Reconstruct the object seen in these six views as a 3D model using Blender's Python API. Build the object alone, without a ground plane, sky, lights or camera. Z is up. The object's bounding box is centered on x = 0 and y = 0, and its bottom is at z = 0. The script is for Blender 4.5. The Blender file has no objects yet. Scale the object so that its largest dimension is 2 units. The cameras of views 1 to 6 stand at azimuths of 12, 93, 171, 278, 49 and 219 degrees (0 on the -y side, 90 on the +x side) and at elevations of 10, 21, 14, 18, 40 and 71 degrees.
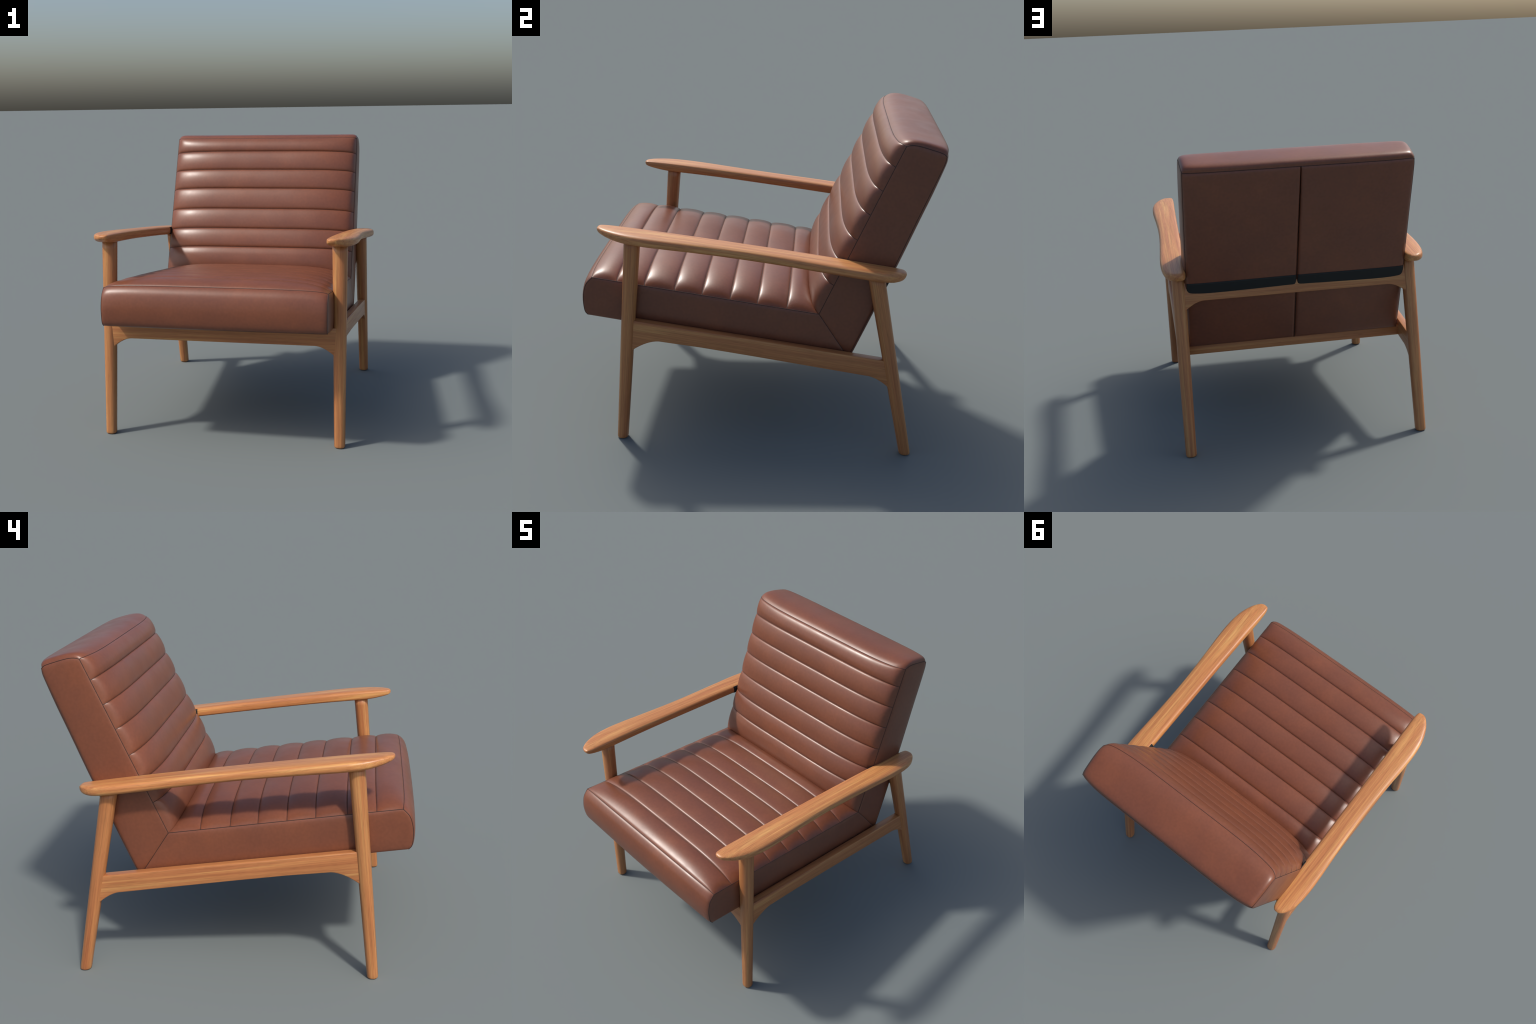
# Lounge armchair: tapered wooden frame, channel-quilted leather seat and back.
# Frame: metres, z up, chair faces -y, symmetric about x = 0.
import bpy, bmesh, math, random
import numpy as np
from mathutils import Matrix

random.seed(7)
scene_col = bpy.context.scene.collection


# ------------------------------------------------------------------ helpers
def new_object(name, verts, faces, mat, parent, smooth=True, uv_flip=False):
    me = bpy.data.meshes.new(name)
    me.from_pydata([tuple(map(float, v)) for v in verts], [], faces)
    me.validate()
    me.update()
    if mat:
        me.materials.append(mat)
    if smooth:
        me.shade_smooth()
    ob = bpy.data.objects.new(name, me)
    scene_col.objects.link(ob)
    ob.parent = parent
    return ob


def align_origin(ob, origin, angle):
    """Give a part its own local frame (tilted about x) so the grain follows its length."""
    m = Matrix.Translation(origin) @ Matrix.Rotation(angle, 4, 'X')
    ob.data.transform(m.inverted())
    ob.matrix_local = m
    return m


def apply_modifiers(ob):
    dg = bpy.context.evaluated_depsgraph_get()
    me = bpy.data.meshes.new_from_object(ob.evaluated_get(dg))
    old = ob.data
    ob.modifiers.clear()
    ob.data = me
    me.name = old.name
    bpy.data.meshes.remove(old)


def spline(points, n):
    """Catmull-Rom through the points, n samples equally spaced in length."""
    p = np.array(points, float)
    if len(p) == 2:
        t = np.linspace(0, 1, n)[:, None]
        return p[0] * (1 - t) + p[1] * t
    ext = np.vstack([2 * p[0] - p[1], p, 2 * p[-1] - p[-2]])
    out = []
    for i in range(1, len(ext) - 2):
        a, b, c, d = ext[i - 1:i + 3]
        for t in np.linspace(0, 1, 24, endpoint=False):
            out.append(0.5 * (2 * b + (c - a) * t + (2 * a - 5 * b + 4 * c - d) * t * t
                              + (3 * b - a - 3 * c + d) * t ** 3))
    out.append(ext[-2])
    return resample(np.array(out), np.linspace(0, 1, n))


def resample(poly, ts):
    seg = np.linalg.norm(np.diff(poly, axis=0), axis=1)
    L = np.concatenate([[0], np.cumsum(seg)])
    L /= L[-1]
    return np.stack([np.interp(ts, L, poly[:, k]) for k in range(poly.shape[1])], 1)


def cosine_steps(n, mix=0.75):
    """0..1, denser towards both ends, where the seams are."""
    k = np.linspace(0, 1, n)
    return (1 - mix) * k + mix * (0.5 - 0.5 * np.cos(np.pi * k))


def grid_faces(nu, nv, flip):
    f = []
    for i in range(nu - 1):
        for j in range(nv - 1):
            q = (i * nv + j, (i + 1) * nv + j, (i + 1) * nv + j + 1, i * nv + j + 1)
            f.append(q[::-1] if flip else q)
    return f


def grid_normals(P):
    du = np.gradient(P, axis=0)
    dv = np.gradient(P, axis=1)
    n = np.cross(du, dv)
    n /= np.maximum(np.linalg.norm(n, axis=2, keepdims=True), 1e-9)
    return n


def panel_surface(bottom, top, left, right, inside, nu, nv, bulge, pu=4., pv=4.,
                  lip=0.005, lip_width=0.008, left_step=1.0, left_width=None, top_width=None, bottom_width=None,
                  lip_at_top=1.0):
    """Upholstery panel: a Coons patch between four seam curves, puffed outwards.
    bottom/top run left -> right; left/right run bottom -> top."""
    us, vs = cosine_steps(nu), cosine_steps(nv)
    cb, ct = resample(bottom, us), resample(top, us)
    cl, cr = resample(left, vs), resample(right, vs)
    U, V = us[:, None, None], vs[None, :, None]
    P = ((1 - V) * cb[:, None] + V * ct[:, None] + (1 - U) * cl[None] + U * cr[None]
         - ((1 - U) * (1 - V) * cb[0] + U * (1 - V) * cb[-1]
            + (1 - U) * V * ct[0] + U * V * ct[-1]))
    N = grid_normals(P)
    out = P[nu // 2, nv // 2] - np.array(inside)
    flip = False
    if np.dot(N[nu // 2, nv // 2], out) < 0:
        N, flip = -N, True
    lu = np.linalg.norm(np.diff(cb, axis=0), axis=1).sum()
    lv = np.linalg.norm(np.diff(cl, axis=0), axis=1).sum()
    soft_u = (1 - left_step * np.exp(-us * lu / (left_width or lip_width))) * (1 - np.exp(-(1 - us) * lu / lip_width))
    soft_v = ((1 - np.exp(-vs * lv / (bottom_width or lip_width)))
              * (1 - np.exp(-(1 - vs) * lv / (top_width or lip_width))))
    fade = np.clip((vs - 0.78) / 0.22, 0, 1)
    soft_v = soft_v * (1 - (1 - lip_at_top) * fade * fade * (3 - 2 * fade))
    soft = soft_u[:, None] * soft_v[None]
    h = bulge * (1 - np.abs(2 * us - 1) ** pu)[:, None] * (1 - np.abs(2 * vs - 1) ** pv)[None] + lip * soft
    return P + N * h[..., None], N, flip


def make_panel(name, surface, mat, parent):
    P, N, flip = surface
    return new_object(name, P.reshape(-1, 3), grid_faces(P.shape[0], P.shape[1], flip), mat, parent)


def tube_mesh(polys, radius, sides=6):
    verts, faces = [], []
    for poly in polys:
        poly = np.array(poly)
        tan = np.gradient(poly, axis=0)
        tan /= np.linalg.norm(tan, axis=1, keepdims=True)
        base = len(verts)
        for p, t in zip(poly, tan):
            ref = np.array([0, 0, 1.]) if abs(t[2]) < 0.9 else np.array([1., 0, 0])
            a = np.cross(t, ref)
            a /= np.linalg.norm(a)
            b = np.cross(t, a)
            for k in range(sides):
                w = 2 * math.pi * k / sides
                verts.append(p + radius * (math.cos(w) * a + math.sin(w) * b))
        for i in range(len(poly) - 1):
            for k in range(sides):
                k2 = (k + 1) % sides
                faces.append((base + i * sides + k, base + i * sides + k2,
                              base + (i + 1) * sides + k2, base + (i + 1) * sides + k))
    return verts, faces


# ---------------------------------------------------------------- materials
class Nodes:
    def __init__(self, name):
        self.mat = bpy.data.materials.new(name)
        self.mat.use_nodes = True
        self.t = self.mat.node_tree
        self.bsdf = self.t.nodes['Principled BSDF']

    def add(self, kind, **kw):
        n = self.t.nodes.new(kind)
        for k, v in kw.items():
            if k in n.inputs.keys():
                n.inputs[k].default_value = v
            else:
                setattr(n, k, v)
        return n

    def link(self, a, b):
        self.t.links.new(a, b)

    def ramp(self, fac, stops, interpolation='LINEAR'):
        r = self.add('ShaderNodeValToRGB')
        r.color_ramp.interpolation = interpolation
        el = r.color_ramp.elements
        while len(el) < len(stops):
            el.new(0.5)
        for e, (pos, col) in zip(el, stops):
            e.position = pos
            e.color = (col[0], col[1], col[2], 1) if not isinstance(col, float) else (col, col, col, 1)
        self.link(fac, r.inputs['Fac'])
        return r.outputs['Color']


def mix_rgba(n, fac, a, b, blend='MIX'):
    m = n.add('ShaderNodeMix', data_type='RGBA', blend_type=blend)
    # socket order: Factor float 0, Factor vector 1, A float 2, B float 3, ... A rgba 6, B rgba 7
    for idx, val in ((0, fac), (6, a), (7, b)):
        if hasattr(val, 'is_linked'):
            n.link(val, m.inputs[idx])
        else:
            m.inputs[idx].default_value = val if idx == 0 else (*val[:3], 1)
    return m.outputs[2]


LEATHER = (0.182, 0.060, 0.031)


def leather_material():
    n = Nodes('brown_leather')
    tc = n.add('ShaderNodeTexCoord').outputs['Object']
    # broad tanning variation: redder, browner patches
    cloud = n.add('ShaderNodeTexNoise', Scale=4.5, Detail=3.0, Roughness=0.55)
    n.link(tc, cloud.inputs['Vector'])
    base = n.ramp(cloud.outputs['Fac'], [
        (0.30, tuple(c * k for c, k in zip(LEATHER, (0.92, 0.93, 0.98)))),
        (0.52, LEATHER),
        (0.72, tuple(c * k for c, k in zip(LEATHER, (1.10, 1.08, 1.02))))])
    # fine mottling
    mot = n.add('ShaderNodeTexNoise', Scale=60.0, Detail=4.0, Roughness=0.6)
    n.link(tc, mot.inputs['Vector'])
    mott = n.ramp(mot.outputs['Fac'], [(0.35, 0.93), (0.65, 1.05)])
    col = mix_rgba(n, 1.0, base, mott, 'MULTIPLY')
    # scattered pores, in loose clusters
    vor = n.add('ShaderNodeTexVoronoi', Scale=75.0, Randomness=1.0)
    n.link(tc, vor.inputs['Vector'])
    pore = n.ramp(vor.outputs['Distance'], [(0.06, 1.0), (0.16, 0.0)])
    cl = n.add('ShaderNodeTexNoise', Scale=5.0, Detail=2.0)
    shift = n.add('ShaderNodeMapping')
    shift.inputs['Location'].default_value = (3.1, 1.7, 5.2)
    n.link(tc, shift.inputs['Vector'])
    n.link(shift.outputs['Vector'], cl.inputs['Vector'])
    where = n.ramp(cl.outputs['Fac'], [(0.58, 0.0), (0.70, 1.0)])
    pm = n.add('ShaderNodeMath', operation='MULTIPLY')
    n.link(pore, pm.inputs[0])
    n.link(where, pm.inputs[1])
    pm2 = n.add('ShaderNodeMath', operation='MULTIPLY')
    n.link(pm.outputs[0], pm2.inputs[0])
    pm2.inputs[1].default_value = 0.35
    col = mix_rgba(n, pm2.outputs[0], col, (0.07, 0.025, 0.016))
    n.link(col, n.bsdf.inputs['Base Color'])
    # gloss
    rr = n.add('ShaderNodeTexNoise', Scale=7.0, Detail=3.0)
    n.link(tc, rr.inputs['Vector'])
    rough = n.ramp(rr.outputs['Fac'], [(0.3, 0.31), (0.7, 0.40)])
    n.link(rough, n.bsdf.inputs['Roughness'])
    n.bsdf.inputs['Specular IOR Level'].default_value = 0.5
    # hide grain
    g = n.add('ShaderNodeTexVoronoi', Scale=330.0, Randomness=1.0)
    n.link(tc, g.inputs['Vector'])
    b = n.add('ShaderNodeBump', Strength=0.045, Distance=0.002)
    n.link(g.outputs['Distance'], b.inputs['Height'])
    b2 = n.add('ShaderNodeBump', Strength=0.35, Distance=0.002, invert=True)
    n.link(pm.outputs[0], b2.inputs['Height'])
    n.link(b.outputs['Normal'], b2.inputs['Normal'])
    n.link(b2.outputs['Normal'], n.bsdf.inputs['Normal'])
    return n.mat


def wood_material(axis, name, tint):
    """Oiled wood whose grain runs along the local axis 'x', 'y' or 'z'."""
    n = Nodes(name)
    tc = n.add('ShaderNodeTexCoord').outputs['Object']
    rnd = n.add('ShaderNodeObjectInfo').outputs['Random']
    off = n.add('ShaderNodeCombineXYZ')
    mul = n.add('ShaderNodeMath', operation='MULTIPLY')
    n.link(rnd, mul.inputs[0])
    mul.inputs[1].default_value = 7.0
    for k in range(3):
        n.link(mul.outputs[0], off.inputs[k])
    pos = n.add('ShaderNodeVectorMath', operation='ADD')
    n.link(tc, pos.inputs[0])
    n.link(off.outputs[0], pos.inputs[1])

    def stretched(along, across):
        m = n.add('ShaderNodeMapping')
        m.inputs['Scale'].default_value = [along if a == axis else across for a in 'xyz']
        n.link(pos.outputs[0], m.inputs['Vector'])
        return m.outputs['Vector']

    # slow wander of the grain: red-brown, orange and straw bands
    band = n.add('ShaderNodeTexNoise', Scale=1.0, Detail=5.0, Roughness=0.62, Distortion=0.25)
    n.link(stretched(0.9, 42.0), band.inputs['Vector'])
    col = n.ramp(band.outputs['Fac'], [
        (0.28, (0.390, 0.138, 0.055)),
        (0.42, (0.485, 0.190, 0.074)),
        (0.54, (0.540, 0.232, 0.088)),
        (0.70, (0.650, 0.340, 0.128))])
    # growth lines
    line = n.add('ShaderNodeTexNoise', Scale=1.0, Detail=5.0, Roughness=0.65, Distortion=0.15)
    n.link(stretched(2.6, 180.0), line.inputs['Vector'])
    lines = n.ramp(line.outputs['Fac'], [(0.33, 0.80), (0.52, 1.0), (0.70, 1.10)])
    col = mix_rgba(n, 1.0, col, lines, 'MULTIPLY')
    # pores: short dark dashes
    fib = n.add('ShaderNodeTexNoise', Scale=1.0, Detail=2.0)
    n.link(stretched(14.0, 420.0), fib.inputs['Vector'])
    fibs = n.ramp(fib.outputs['Fac'], [(0.30, 0.78), (0.45, 1.0)])
    col = mix_rgba(n, 1.0, col, fibs, 'MULTIPLY')
    # the odd small pin knot
    vor = n.add('ShaderNodeTexVoronoi', Scale=1.0, Randomness=1.0)
    n.link(stretched(1.7, 4.5), vor.inputs['Vector'])
    knot = n.ramp(vor.outputs['Distance'], [(0.015, 0.6), (0.055, 0.0)])
    col = mix_rgba(n, knot, col, (0.19, 0.055, 0.028))
    col = mix_rgba(n, 1.0, col, tint, 'MULTIPLY')
    n.link(col, n.bsdf.inputs['Base Color'])
    rough = n.ramp(line.outputs['Fac'], [(0.3, 0.42), (0.7, 0.33)])
    n.link(rough, n.bsdf.inputs['Roughness'])
    b = n.add('ShaderNodeBump', Strength=0.06, Distance=0.002)
    n.link(fib.outputs['Fac'], b.inputs['Height'])
    n.link(b.outputs['Normal'], n.bsdf.inputs['Normal'])
    return n.mat


def plain_material(name, col, rough, scale):
    n = Nodes(name)
    tc = n.add('ShaderNodeTexCoord').outputs['Object']
    x = n.add('ShaderNodeTexNoise', Scale=scale, Detail=3.0)
    n.link(tc, x.inputs['Vector'])
    c = n.ramp(x.outputs['Fac'], [(0.3, tuple(v * 0.75 for v in col)), (0.7, tuple(v * 1.25 for v in col))])
    n.link(c, n.bsdf.inputs['Base Color'])
    n.bsdf.inputs['Roughness'].default_value = rough
    b = n.add('ShaderNodeBump', Strength=0.15, Distance=0.002)
    n.link(x.outputs['Fac'], b.inputs['Height'])
    n.link(b.outputs['Normal'], n.bsdf.inputs['Normal'])
    return n.mat


leather = leather_material()
FRAME_TINT = (0.88, 0.85, 0.80)
wood = {a: wood_material(a, 'oiled_frame_wood_' + a, FRAME_TINT) for a in 'xyz'}
arm_wood = wood_material('y', 'oiled_armrest_wood', (1.03, 1.04, 0.95))
thread = plain_material('dark_seam_thread', (0.045, 0.018, 0.012), 0.6, 300.0)  # colour darkened to paint the shade inside the seam grooves
flat_black = plain_material('matte_black', (0.010, 0.012, 0.012), 0.75, 400.0)

# ------------------------------------------------------------ the chair root
chair = bpy.data.objects.new('armchair', None)
scene_col.objects.link(chair)
chair['label'] = 'low wooden lounge armchair with brown channel-quilted leather cushions'
chair['category'] = 'armchair'


# ------------------------------------------------------------------- legs
def superellipse(a, b, n, count):
    pts = []
    for k in range(count):
        w = 2 * math.pi * k / count
        c, s = math.cos(w), math.sin(w)
        pts.append((a * math.copysign(abs(c) ** (2 / n), c), b * math.copysign(abs(s) ** (2 / n), s)))
    return pts


def leg_mesh(name, top, foot, r_top, r_foot, side):
    """Round tapered leg, horizontal cross-sections, softened foot."""
    rows = [(0.0, -0.007), (0.0015, -0.0035), (0.005, -0.001), (0.011, 0.0)]
    zs = [r[0] for r in rows] + list(np.linspace(0.03, top[2], 24))
    ins = [r[1] for r in rows] + [0.0] * 24
    verts, faces, m = [], [], 32
    for z, d in zip(zs, ins):
        t = z / top[2]
        cx = foot[0] * (1 - t) + top[0] * t
        cy = foot[1] * (1 - t) + top[1] * t
        rx = r_foot[0] * (1 - t) + r_top[0] * t + d
        ry = r_foot[1] * (1 - t) + r_top[1] * t + d
        for x, y in superellipse(rx, ry, 2.35, m):
            verts.append((side * (cx + x), cy + y, z))
    for i in range(len(zs) - 1):
        for k in range(m):
            q = (i * m + k, i * m + (k + 1) % m, (i + 1) * m + (k + 1) % m, (i + 1) * m + k)
            faces.append(q if side > 0 else q[::-1])
    faces.append(tuple(range(m))[::-1] if side > 0 else tuple(range(m)))
    last = (len(zs) - 1) * m
    faces.append(tuple(range(last, last + m)) if side > 0 else tuple(range(last, last + m))[::-1])
    return new_object(name, verts, faces, wood['z'], chair)


for side in (1, -1):
    leg = leg_mesh('front_leg', (0.7295, -0.687, 1.245), (0.7375, -0.768), (0.0465, 0.0445), (0.0335, 0.0315), side)
    align_origin(leg, (side * 0.7375, -0.768, 0.0), -math.atan(0.081 / 1.245))
    leg = leg_mesh('rear_leg', (0.7305, 0.651, 1.10), (0.7375, 0.894), (0.0425, 0.0470), (0.0335, 0.0330), side)
    align_origin(leg, (side * 0.7375, 0.894, 0.0), math.atan(0.243 / 1.10))


# ------------------------------------------------------------------- rails
def extruded_rail(name, outline, axis, lo, hi, mat, shear=0.0, bevel=0.006):
    """outline: (a, z) polygon; extruded along the other horizontal axis lo..hi."""
    n = len(outline)
    verts = []
    for w in (lo, hi):
        for a, z in outline:
            verts.append((w, a, z) if axis == 'y' else (a, w + shear * z, z))
    faces = [tuple(range(n)), tuple(range(n, 2 * n))[::-1]]
    faces += [(i, n + i, n + (i + 1) % n, (i + 1) % n) for i in range(n)]
    ob = new_object(name, verts, faces, mat, chair, smooth=False)
    bm = bmesh.new()
    bm.from_mesh(ob.data)
    bmesh.ops.recalc_face_normals(bm, faces=bm.faces)
    bm.to_mesh(ob.data)
    bm.free()
    mod = ob.modifiers.new('bevel', 'BEVEL')
    mod.width = bevel
    mod.segments = 3
    mod.limit_method = 'ANGLE'
    mod.angle_limit = math.radians(50)
    mod.harden_normals = False
    apply_modifiers(ob)
    ob.data.shade_smooth()
    ob.data.set_sharp_from_angle(angle=math.radians(35))
    return ob


def bracket(a0, z0, a1, z1, steps=9):
    """Concave quarter sweep from the flat underside (a0,z0) to the leg (a1,z1)."""
    out = []
    for k in range(steps + 1):
        t = k / steps
        out.append((a0 + (a1 - a0) * t, z0 + (z1 - z0) * t ** 1.8))
    return out


for side in (1, -1):
    # side rail, falling to the rear; flared brackets at both legs
    outline = [(-0.715, 0.769), (0.745, 0.599), (0.785, 0.412)]
    outline += bracket(0.628, 0.5025, 0.772, 0.428)[::-1]
    outline += [(0.30, 0.545), (0.0, 0.584), (-0.30, 0.621)]
    outline += bracket(-0.545, 0.645, -0.706, 0.573)
    outline += [(-0.725, 0.566)]
    lo, hi = (0.708, 0.758) if side > 0 else (-0.758, -0.708)
    rail = extruded_rail('side_rail', outline, 'y', lo, hi, wood['y'])
    align_origin(rail, (side * 0.733, 0.0, 0.64), -math.atan(0.117))

front = [(-0.720, 0.742), (0.720, 0.742), (0.725, 0.552)]
front += bracket(0.585, 0.627, 0.712, 0.560)[::-1]
front += bracket(-0.585, 0.627, -0.712, 0.560)
front += [(-0.725, 0.552)]
extruded_rail('front_rail', front, 'x', -0.757, -0.702, wood['x'])

upper = [(-0.720, 1.055), (0.720, 1.055), (0.722, 0.873)]
upper += bracket(0.585, 0.936, 0.706, 0.880)[::-1]
upper += bracket(-0.585, 0.936, -0.706, 0.880)
upper += [(-0.722, 0.873)]
lean = -0.22
extruded_rail('back_rail', upper, 'x', 0.655 - lean * 0.99, 0.708 - lean * 0.99, wood['x'], shear=lean)

lower = [(-0.714, 0.590), (0.714, 0.590), (0.714, 0.521), (-0.714, 0.521)]
extruded_rail('seat_rail', lower, 'x', 0.470, 0.528, wood['x'])

# ---------------------------------------------------------------- armrests
# plan outline (y, inner x, outer x), top and bottom heights along the arm
ARM_Y = [-0.884, -0.878, -0.864, -0.835, -0.80, -0.75, -0.69, -0.60, -0.48, -0.32, -0.10, 0.12, 0.32,
         0.50, 0.60, 0.68, 0.73, 0.765, 0.790, 0.805, 0.812]
ARM_IN = [0.692, 0.678, 0.671, 0.667, 0.666, 0.666, 0.667, 0.669, 0.671, 0.673, 0.675, 0.677, 0.679,
          0.681, 0.682, 0.684, 0.687, 0.691, 0.698, 0.708, 0.722]
ARM_OUT = [0.712, 0.728, 0.745, 0.769, 0.789, 0.809, 0.823, 0.831, 0.829, 0.820, 0.812, 0.814, 0.822,
           0.830, 0.829, 0.821, 0.810, 0.795, 0.778, 0.760, 0.746]
ARM_TOP_Y = [-0.884, -0.80, -0.68, -0.50, -0.32, -0.04, 0.25, 0.50, 0.77, 0.812]
ARM_TOP_Z = [1.303, 1.302, 1.295, 1.280, 1.263, 1.235, 1.205, 1.177, 1.145, 1.139]
ARM_BOT_Y = [-0.884, -0.86, -0.82, -0.76, -0.70, -0.62, -0.32, 0.12, 0.50, 0.70, 0.76, 0.80, 0.812]
ARM_BOT_Z = [1.275, 1.266, 1.254, 1.240, 1.232, 1.225, 1.200, 1.155, 1.112, 1.088, 1.087, 1.097, 1.108]


def smooth_interp(x, xs, ys):
    p = spline([(a, b) for a, b in zip(xs, ys)], 400)
    return np.interp(x, p[:, 0], p[:, 1])


def armrest(side):
    ys = np.concatenate([-0.884 + 0.06 * np.linspace(0, 1, 14) ** 2.0,
                         np.linspace(-0.815, 0.74, 60),
                         0.812 - 0.065 * np.linspace(1, 0, 14) ** 2.0])
    xi = smooth_interp(ys, ARM_Y, ARM_IN)
    xo = smooth_interp(ys, ARM_Y, ARM_OUT)
    zt = smooth_interp(ys, ARM_TOP_Y, ARM_TOP_Z)
    zb = smooth_interp(ys, ARM_BOT_Y, ARM_BOT_Z)
    verts, faces, m = [], [], 48
    for k, y in enumerate(ys):
        e = min((y + 0.884) / 0.022, (0.812 - y) / 0.025, 1.0)
        e = math.sqrt(max(0.0, 1 - (1 - e) ** 2)) * 0.75 + 0.25      # closes the ends softly
        cx, cz = (xi[k] + xo[k]) / 2, (zt[k] + zb[k]) / 2
        a, b = (xo[k] - xi[k]) / 2, (zt[k] - zb[k]) / 2 * e
        for q in range(m):
            w = 2 * math.pi * q / m
            c, s = math.cos(w), math.sin(w)
            outer = c > 0
            n = 4.2 if not outer else (3.4 if s > 0 else 2.6)
            x = a * math.copysign(abs(c) ** (2 / n), c)
            z = b * math.copysign(abs(s) ** (2 / n), s)
            verts.append((side * (cx + x), y, cz + z))
    for i in range(len(ys) - 1):
        for q in range(m):
            f = (i * m + q, i * m + (q + 1) % m, (i + 1) * m + (q + 1) % m, (i + 1) * m + q)
            faces.append(f[::-1] if side > 0 else f)
    faces.append(tuple(range(m)) if side > 0 else tuple(range(m))[::-1])
    last = (len(ys) - 1) * m
    faces.append(tuple(range(last, last + m))[::-1] if side > 0 else tuple(range(last, last + m)))
    arm = new_object('armrest', verts, faces, arm_wood, chair)
    # contact shadow beside the back cushion, modelled as a thin black plate
    pv, rows = [], []
    yy = np.linspace(0.428, 0.70, 10)
    for y in yy:
        x0 = float(smooth_interp(y, ARM_Y, ARM_IN)) - 0.0015
        t, b = float(smooth_interp(y, ARM_TOP_Y, ARM_TOP_Z)), float(smooth_interp(y, ARM_BOT_Y, ARM_BOT_Z))
        for z, x in ((b + 0.004, x0 + 0.008), (b + 0.014, x0), (t - 0.016, x0), (t - 0.006, x0 + 0.006),
                     (t - 0.006, x0 + 0.020), (b + 0.004, x0 + 0.020)):
            pv.append((side * x, y, z))
    pf = []
    for i in range(9):
        for k in range(6):
            f = (i * 6 + k, (i + 1) * 6 + k, (i + 1) * 6 + (k + 1) % 6, i * 6 + (k + 1) % 6)
            pf.append(f if side > 0 else f[::-1])
    pf += [tuple(range(6)), tuple(range(54, 60))[::-1]]
    shadow_plate = new_object('contact_shadow_plate', pv, pf, flat_black, arm, smooth=False)
    frame = align_origin(arm, (side * 0.745, 0.0, 1.20), -math.atan(0.110))
    shadow_plate.data.transform(frame.inverted())
    return arm


for side in (1, -1):
    armrest(side)

# ---------------------------------------------------------------- cushions
NX = 161
XW = 0.688                                   # half width at the channel ends
MITRE_TOP = np.array([0.352, 0.837])         # (y, z) where seat and back seams meet
MITRE_LOW = np.array([0.530, 0.580])


class Quilt:
    """Crowned, channel-quilted face: a sloping line in the y-z plane swept along x."""

    def __init__(self, origin, end, side_sign, grooves, crown, first_row, last_row, power, roll):
        self.o = np.array(origin)
        d = np.array(end) - self.o
        self.length = np.linalg.norm(d)
        self.d = d / self.length
        self.n = np.array([-self.d[1], self.d[0]]) * side_sign
        self.grooves = grooves
        self.crown = crown
        self.power = power
        self.roll = roll              # (height, width, puff fade) of the roll-off at the channel ends
        self.first_row, self.last_row = first_row, last_row

    def half_width(self, s):
        return XW

    def point(self, x, s, extra):
        f = np.abs(x / XW)
        d = smooth_interp(s, *self.crown) * (1 - f ** self.power)
        edge = 1 - np.exp(-(1 - f) * XW / self.roll[1])
        d = d + self.roll[0] * edge + extra
        return d

    def row(self, i, xs):
        """s along the seam line i as a function of x."""
        s = np.full_like(xs, self.grooves[i])
        f4 = (xs / XW) ** 4
        if i == 0:
            s = s + self.first_row * (1 - f4 * np.abs(xs / XW) ** 2)
        if i == len(self.grooves) - 1:
            s = s + self.last_row * (1 - f4 * np.abs(xs / XW) ** 2)
        return s

    def surface(self, xs, s, extra):
        d = self.point(xs, s, extra)
        y = self.o[0] + s * self.d[0] + d * self.n[0]
        z = self.o[1] + s * self.d[1] + d * self.n[1]
        return np.stack([xs, y, z], -1)

    def xs(self):
        return (cosine_steps(NX, 0.8) * 2 - 1) * XW

    def seam(self, i):
        xs = self.xs()
        return self.surface(xs, self.row(i, xs), 0.0)

    def channel(self, i, nt=33, puff=0.0115):
        xs = self.xs()
        ts = cosine_steps(nt, 0.9)
        a, b = self.row(i, xs), self.row(i + 1, xs)
        X = np.repeat(xs[:, None], nt, 1)
        S = a[:, None] * (1 - ts) + b[:, None] * ts
        w = np.abs(b - a)[:, None]
        f = np.abs(X / XW)
        ends = 1 - np.exp(-(1 - f) * XW / self.roll[2])
        dist = np.minimum(ts, 1 - ts)[None] * w
        rise = puff * (1 - np.abs(2 * ts - 1)[None] ** 2.2) + 0.0060 * (1 - np.exp(-dist / 0.0045))
        return self.surface(X, S, rise * ends)


def build_channels(quilt, parent, flip, count):
    for i in range(count):
        P = quilt.channel(i)
        new_object('padded_channel', P.reshape(-1, 3), grid_faces(P.shape[0], P.shape[1], flip), leather, parent)


SEAT_FRONT = np.array([-0.930, 0.988])
seat = Quilt(SEAT_FRONT, MITRE_TOP, 1, [0.0, 0.140, 0.297, 0.468, 0.625, 0.785, 0.940, 1.108, 1.2908],
             ([-0.03, 0, 0.06, 0.14, 0.3, 0.5, 0.9, 1.12, 1.2, 1.3], [0.004, 0.017, 0.037, 0.050, 0.059, 0.065, 0.069, 0.068, 0.061, 0.046]), -0.012, -0.072, 4.6, (0.007, 0.030, 0.024))
back = Quilt(MITRE_TOP, (0.756, 1.818), 1, [0.0, 0.193, 0.335, 0.487, 0.645, 0.792, 0.938, 1.0612],
             ([-0.02, 0.03, 0.12, 0.2, 0.5, 0.85, 0.94, 1.0, 1.07], [0.050, 0.058, 0.069, 0.069, 0.059, 0.050, 0.046, 0.039, 0.024]), 0.036, -0.014, 5.0, (0.027, 0.019, 0.010))


def mirrored(c):
    return c * np.array([-1, 1, 1])


def side_curve(points, x):
    """(y, z) control points at half width x (scalar or per point)."""
    xs = np.broadcast_to(x, (len(points),))
    return spline([(xx, p[0], p[1]) for xx, p in zip(xs, points)], 80)


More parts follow.
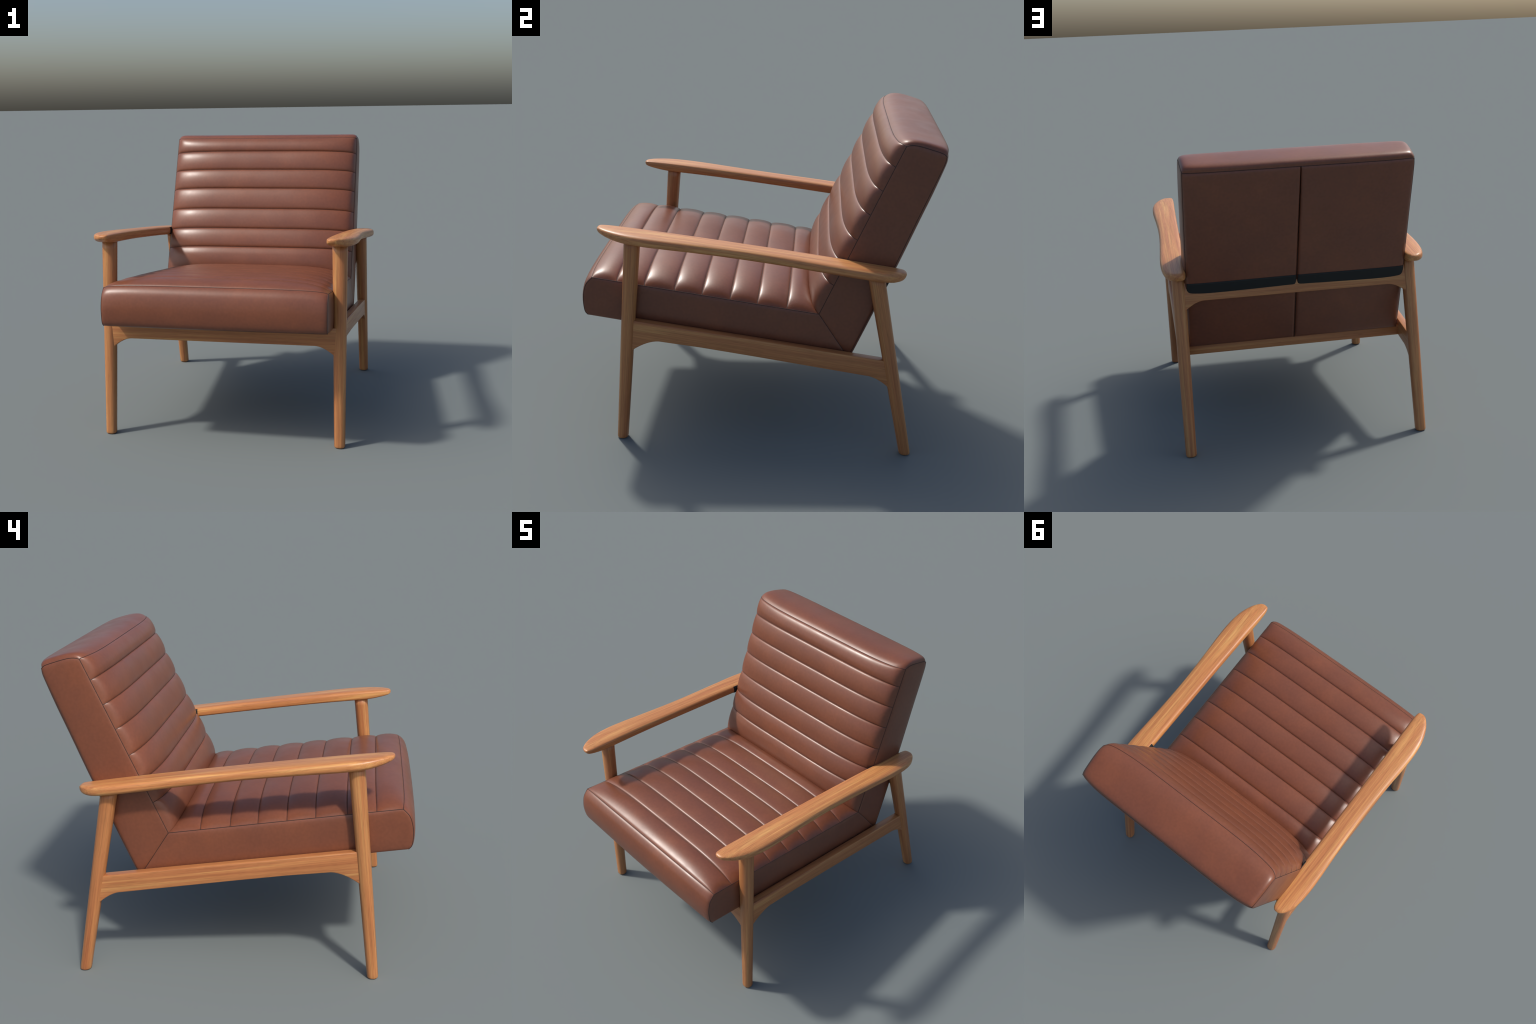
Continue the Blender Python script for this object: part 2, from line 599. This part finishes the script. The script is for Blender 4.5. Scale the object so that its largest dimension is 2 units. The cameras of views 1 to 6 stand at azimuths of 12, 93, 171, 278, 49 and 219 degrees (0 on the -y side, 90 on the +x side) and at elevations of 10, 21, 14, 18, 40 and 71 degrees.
# --- seat cushion
INSIDE_SEAT = (0, -0.25, 0.80)
seat_front_side = side_curve([(-0.960, 0.757), (-0.977, 0.780), (-0.984, 0.835), (-0.981, 0.890),
                              (-0.965, 0.946), (-0.930, 0.988)], [0.686, 0.687, 0.688, 0.688, 0.688, XW])
seat_top_side = np.array([seat.surface(np.array([XW]), np.array([s]), 0.0)[0] for s in np.linspace(0, seat.length, 60)])
seat_bottom_side = side_curve([(-0.960, 0.757), (-0.40, 0.690), MITRE_LOW], [0.686, 0.690, 0.690])
mitre_side = side_curve([MITRE_LOW, (0.46, 0.680), MITRE_TOP], [0.690, 0.690, XW])

front_bottom = spline([(-0.686, -0.960, 0.757), (0, -0.968, 0.757), (0.686, -0.960, 0.757)], 80)
rear_bottom = np.stack([np.linspace(-0.690, 0.690, 60), np.full(60, MITRE_LOW[0]), np.full(60, MITRE_LOW[1])], 1)

under = panel_surface(rear_bottom, front_bottom, mirrored(seat_bottom_side[::-1]), seat_bottom_side[::-1],
                      INSIDE_SEAT, 24, 24, 0.004)
seat_cushion = make_panel('seat_cushion', under, leather, chair)
build_channels(seat, seat_cushion, False, 8)
make_panel('front_panel', panel_surface(front_bottom, seat.seam(0), mirrored(seat_front_side), seat_front_side,
                                        INSIDE_SEAT, 110, 44, 0.002, 4, 2.2, 0.009, 0.012), leather, seat_cushion)
for side in (1, -1):
    cs = [seat_bottom_side, seat_top_side, seat_front_side, mitre_side]
    cs = [c if side > 0 else mirrored(c) for c in cs]
    make_panel('side_panel', panel_surface(*cs, INSIDE_SEAT, 90, 36, 0.007, 6, 3, 0.004, 0.008), leather, seat_cushion)

# --- back cushion
INSIDE_BACK = (0, 0.62, 1.25)
back_front_side = np.array([back.surface(np.array([XW]), np.array([s]), 0.0)[0] for s in np.linspace(0, back.length, 60)])
back_top_side = side_curve([(0.756, 1.818), (0.784, 1.8235), (0.818, 1.8215), (0.872, 1.809), (0.948, 1.786), (0.971, 1.769)],
                           [XW, XW, XW, 0.687, 0.683, 0.680])
REAR = [MITRE_LOW, (0.644, 0.870), (0.761, 1.177), (0.856, 1.438), (0.955, 1.705), (0.971, 1.769)]
rear_side = side_curve(REAR, [0.690, 0.689, 0.686, 0.684, 0.682, 0.680])
rear_top = spline([(-0.680, 0.971, 1.769), (-0.50, 0.991, 1.768), (0, 0.993, 1.768), (0.50, 0.991, 1.768),
                   (0.680, 0.971, 1.769)], 120)

top = panel_surface(back.seam(7), rear_top, mirrored(back_top_side), back_top_side,
                    INSIDE_BACK, 110, 44, 0.000, 8, 2.4, 0.028, 0.013, top_width=0.009, bottom_width=0.040)
back_cushion = make_panel('back_cushion', top, leather, chair)
build_channels(back, back_cushion, False, 7)
for side in (1, -1):
    mit, fro, tp, re = (c if side > 0 else mirrored(c) for c in (mitre_side, back_front_side, back_top_side, rear_side))
    # bottom: mitre (front -> rear), top: top seam, left: front seam, right: rear seam
    make_panel('side_panel', panel_surface(mit[::-1], tp, fro, re, INSIDE_BACK, 40, 90, 0.006, 3, 6, 0.004, 0.008),
               leather, back_cushion)
    # rear panel, one half each side of the centre seam
    g = 0.0020
    cen = np.stack([np.full(80, side * g), *spline([(p[0] + d, p[1]) for p, d in
                    zip(REAR, (0, -0.001, 0.002, 0.010, 0.018, 0.022))], 80).T], 1)
    half_top = resample(rear_top, 0.5 + side * np.linspace(g, 0.5, 60))
    half_top[0] = cen[-1]
    half_bot = np.stack([np.linspace(side * g, side * 0.690, 60), np.full(60, MITRE_LOW[0]), np.full(60, MITRE_LOW[1])], 1)
    surf = panel_surface(half_bot, half_top, cen, re, INSIDE_BACK, 70, 100, 0.0, 5, 10, 0.0165, 0.009, left_width=0.0045, lip_at_top=0.62)
    make_panel('rear_panel', surf, leather, back_cushion)
    # black strip across the rear, just above the rail
    P, N, flip = surf
    us = np.arange(1, 69)
    strip = []
    zs = np.linspace(0.965, 1.055, 8)
    for i in us:
        col, nor = P[i], N[i]
        pts = np.stack([np.interp(zs, col[:, 2], col[:, k]) for k in range(3)], 1)
        nn = np.stack([np.interp(zs, col[:, 2], nor[:, k]) for k in range(3)], 1)
        strip.append(pts + nn * 0.0016)
    strip = np.array(strip)
    so = new_object('black_strip', strip.reshape(-1, 3), grid_faces(len(us), 8, flip), flat_black, back_cushion)
    sm = so.modifiers.new('thick', 'SOLIDIFY')
    sm.thickness = 0.0012
    sm.offset = -1
    apply_modifiers(so)


# --- seam threads sunk into the joints
def seams(name, curves, parent, radius=0.0021):
    v, f = tube_mesh(curves, radius)
    ob = new_object(name, v, f, thread, parent)
    return ob


both = lambda c: [c, mirrored(c)]
seams('seam', [seat.seam(i) for i in range(0, 8)] + both(seat_top_side) + both(seat_front_side) + both(mitre_side),
      seat_cushion)
seams('seam', [back.seam(i) for i in range(1, 8)] + both(back_front_side) + both(back_top_side) + both(rear_side)
      + [rear_top], back_cushion)
centre = np.stack([np.zeros(80), *spline([(p[0] - 0.002, p[1]) for p in REAR], 80).T], 1)
seams('seam', [centre], back_cushion, 0.004)
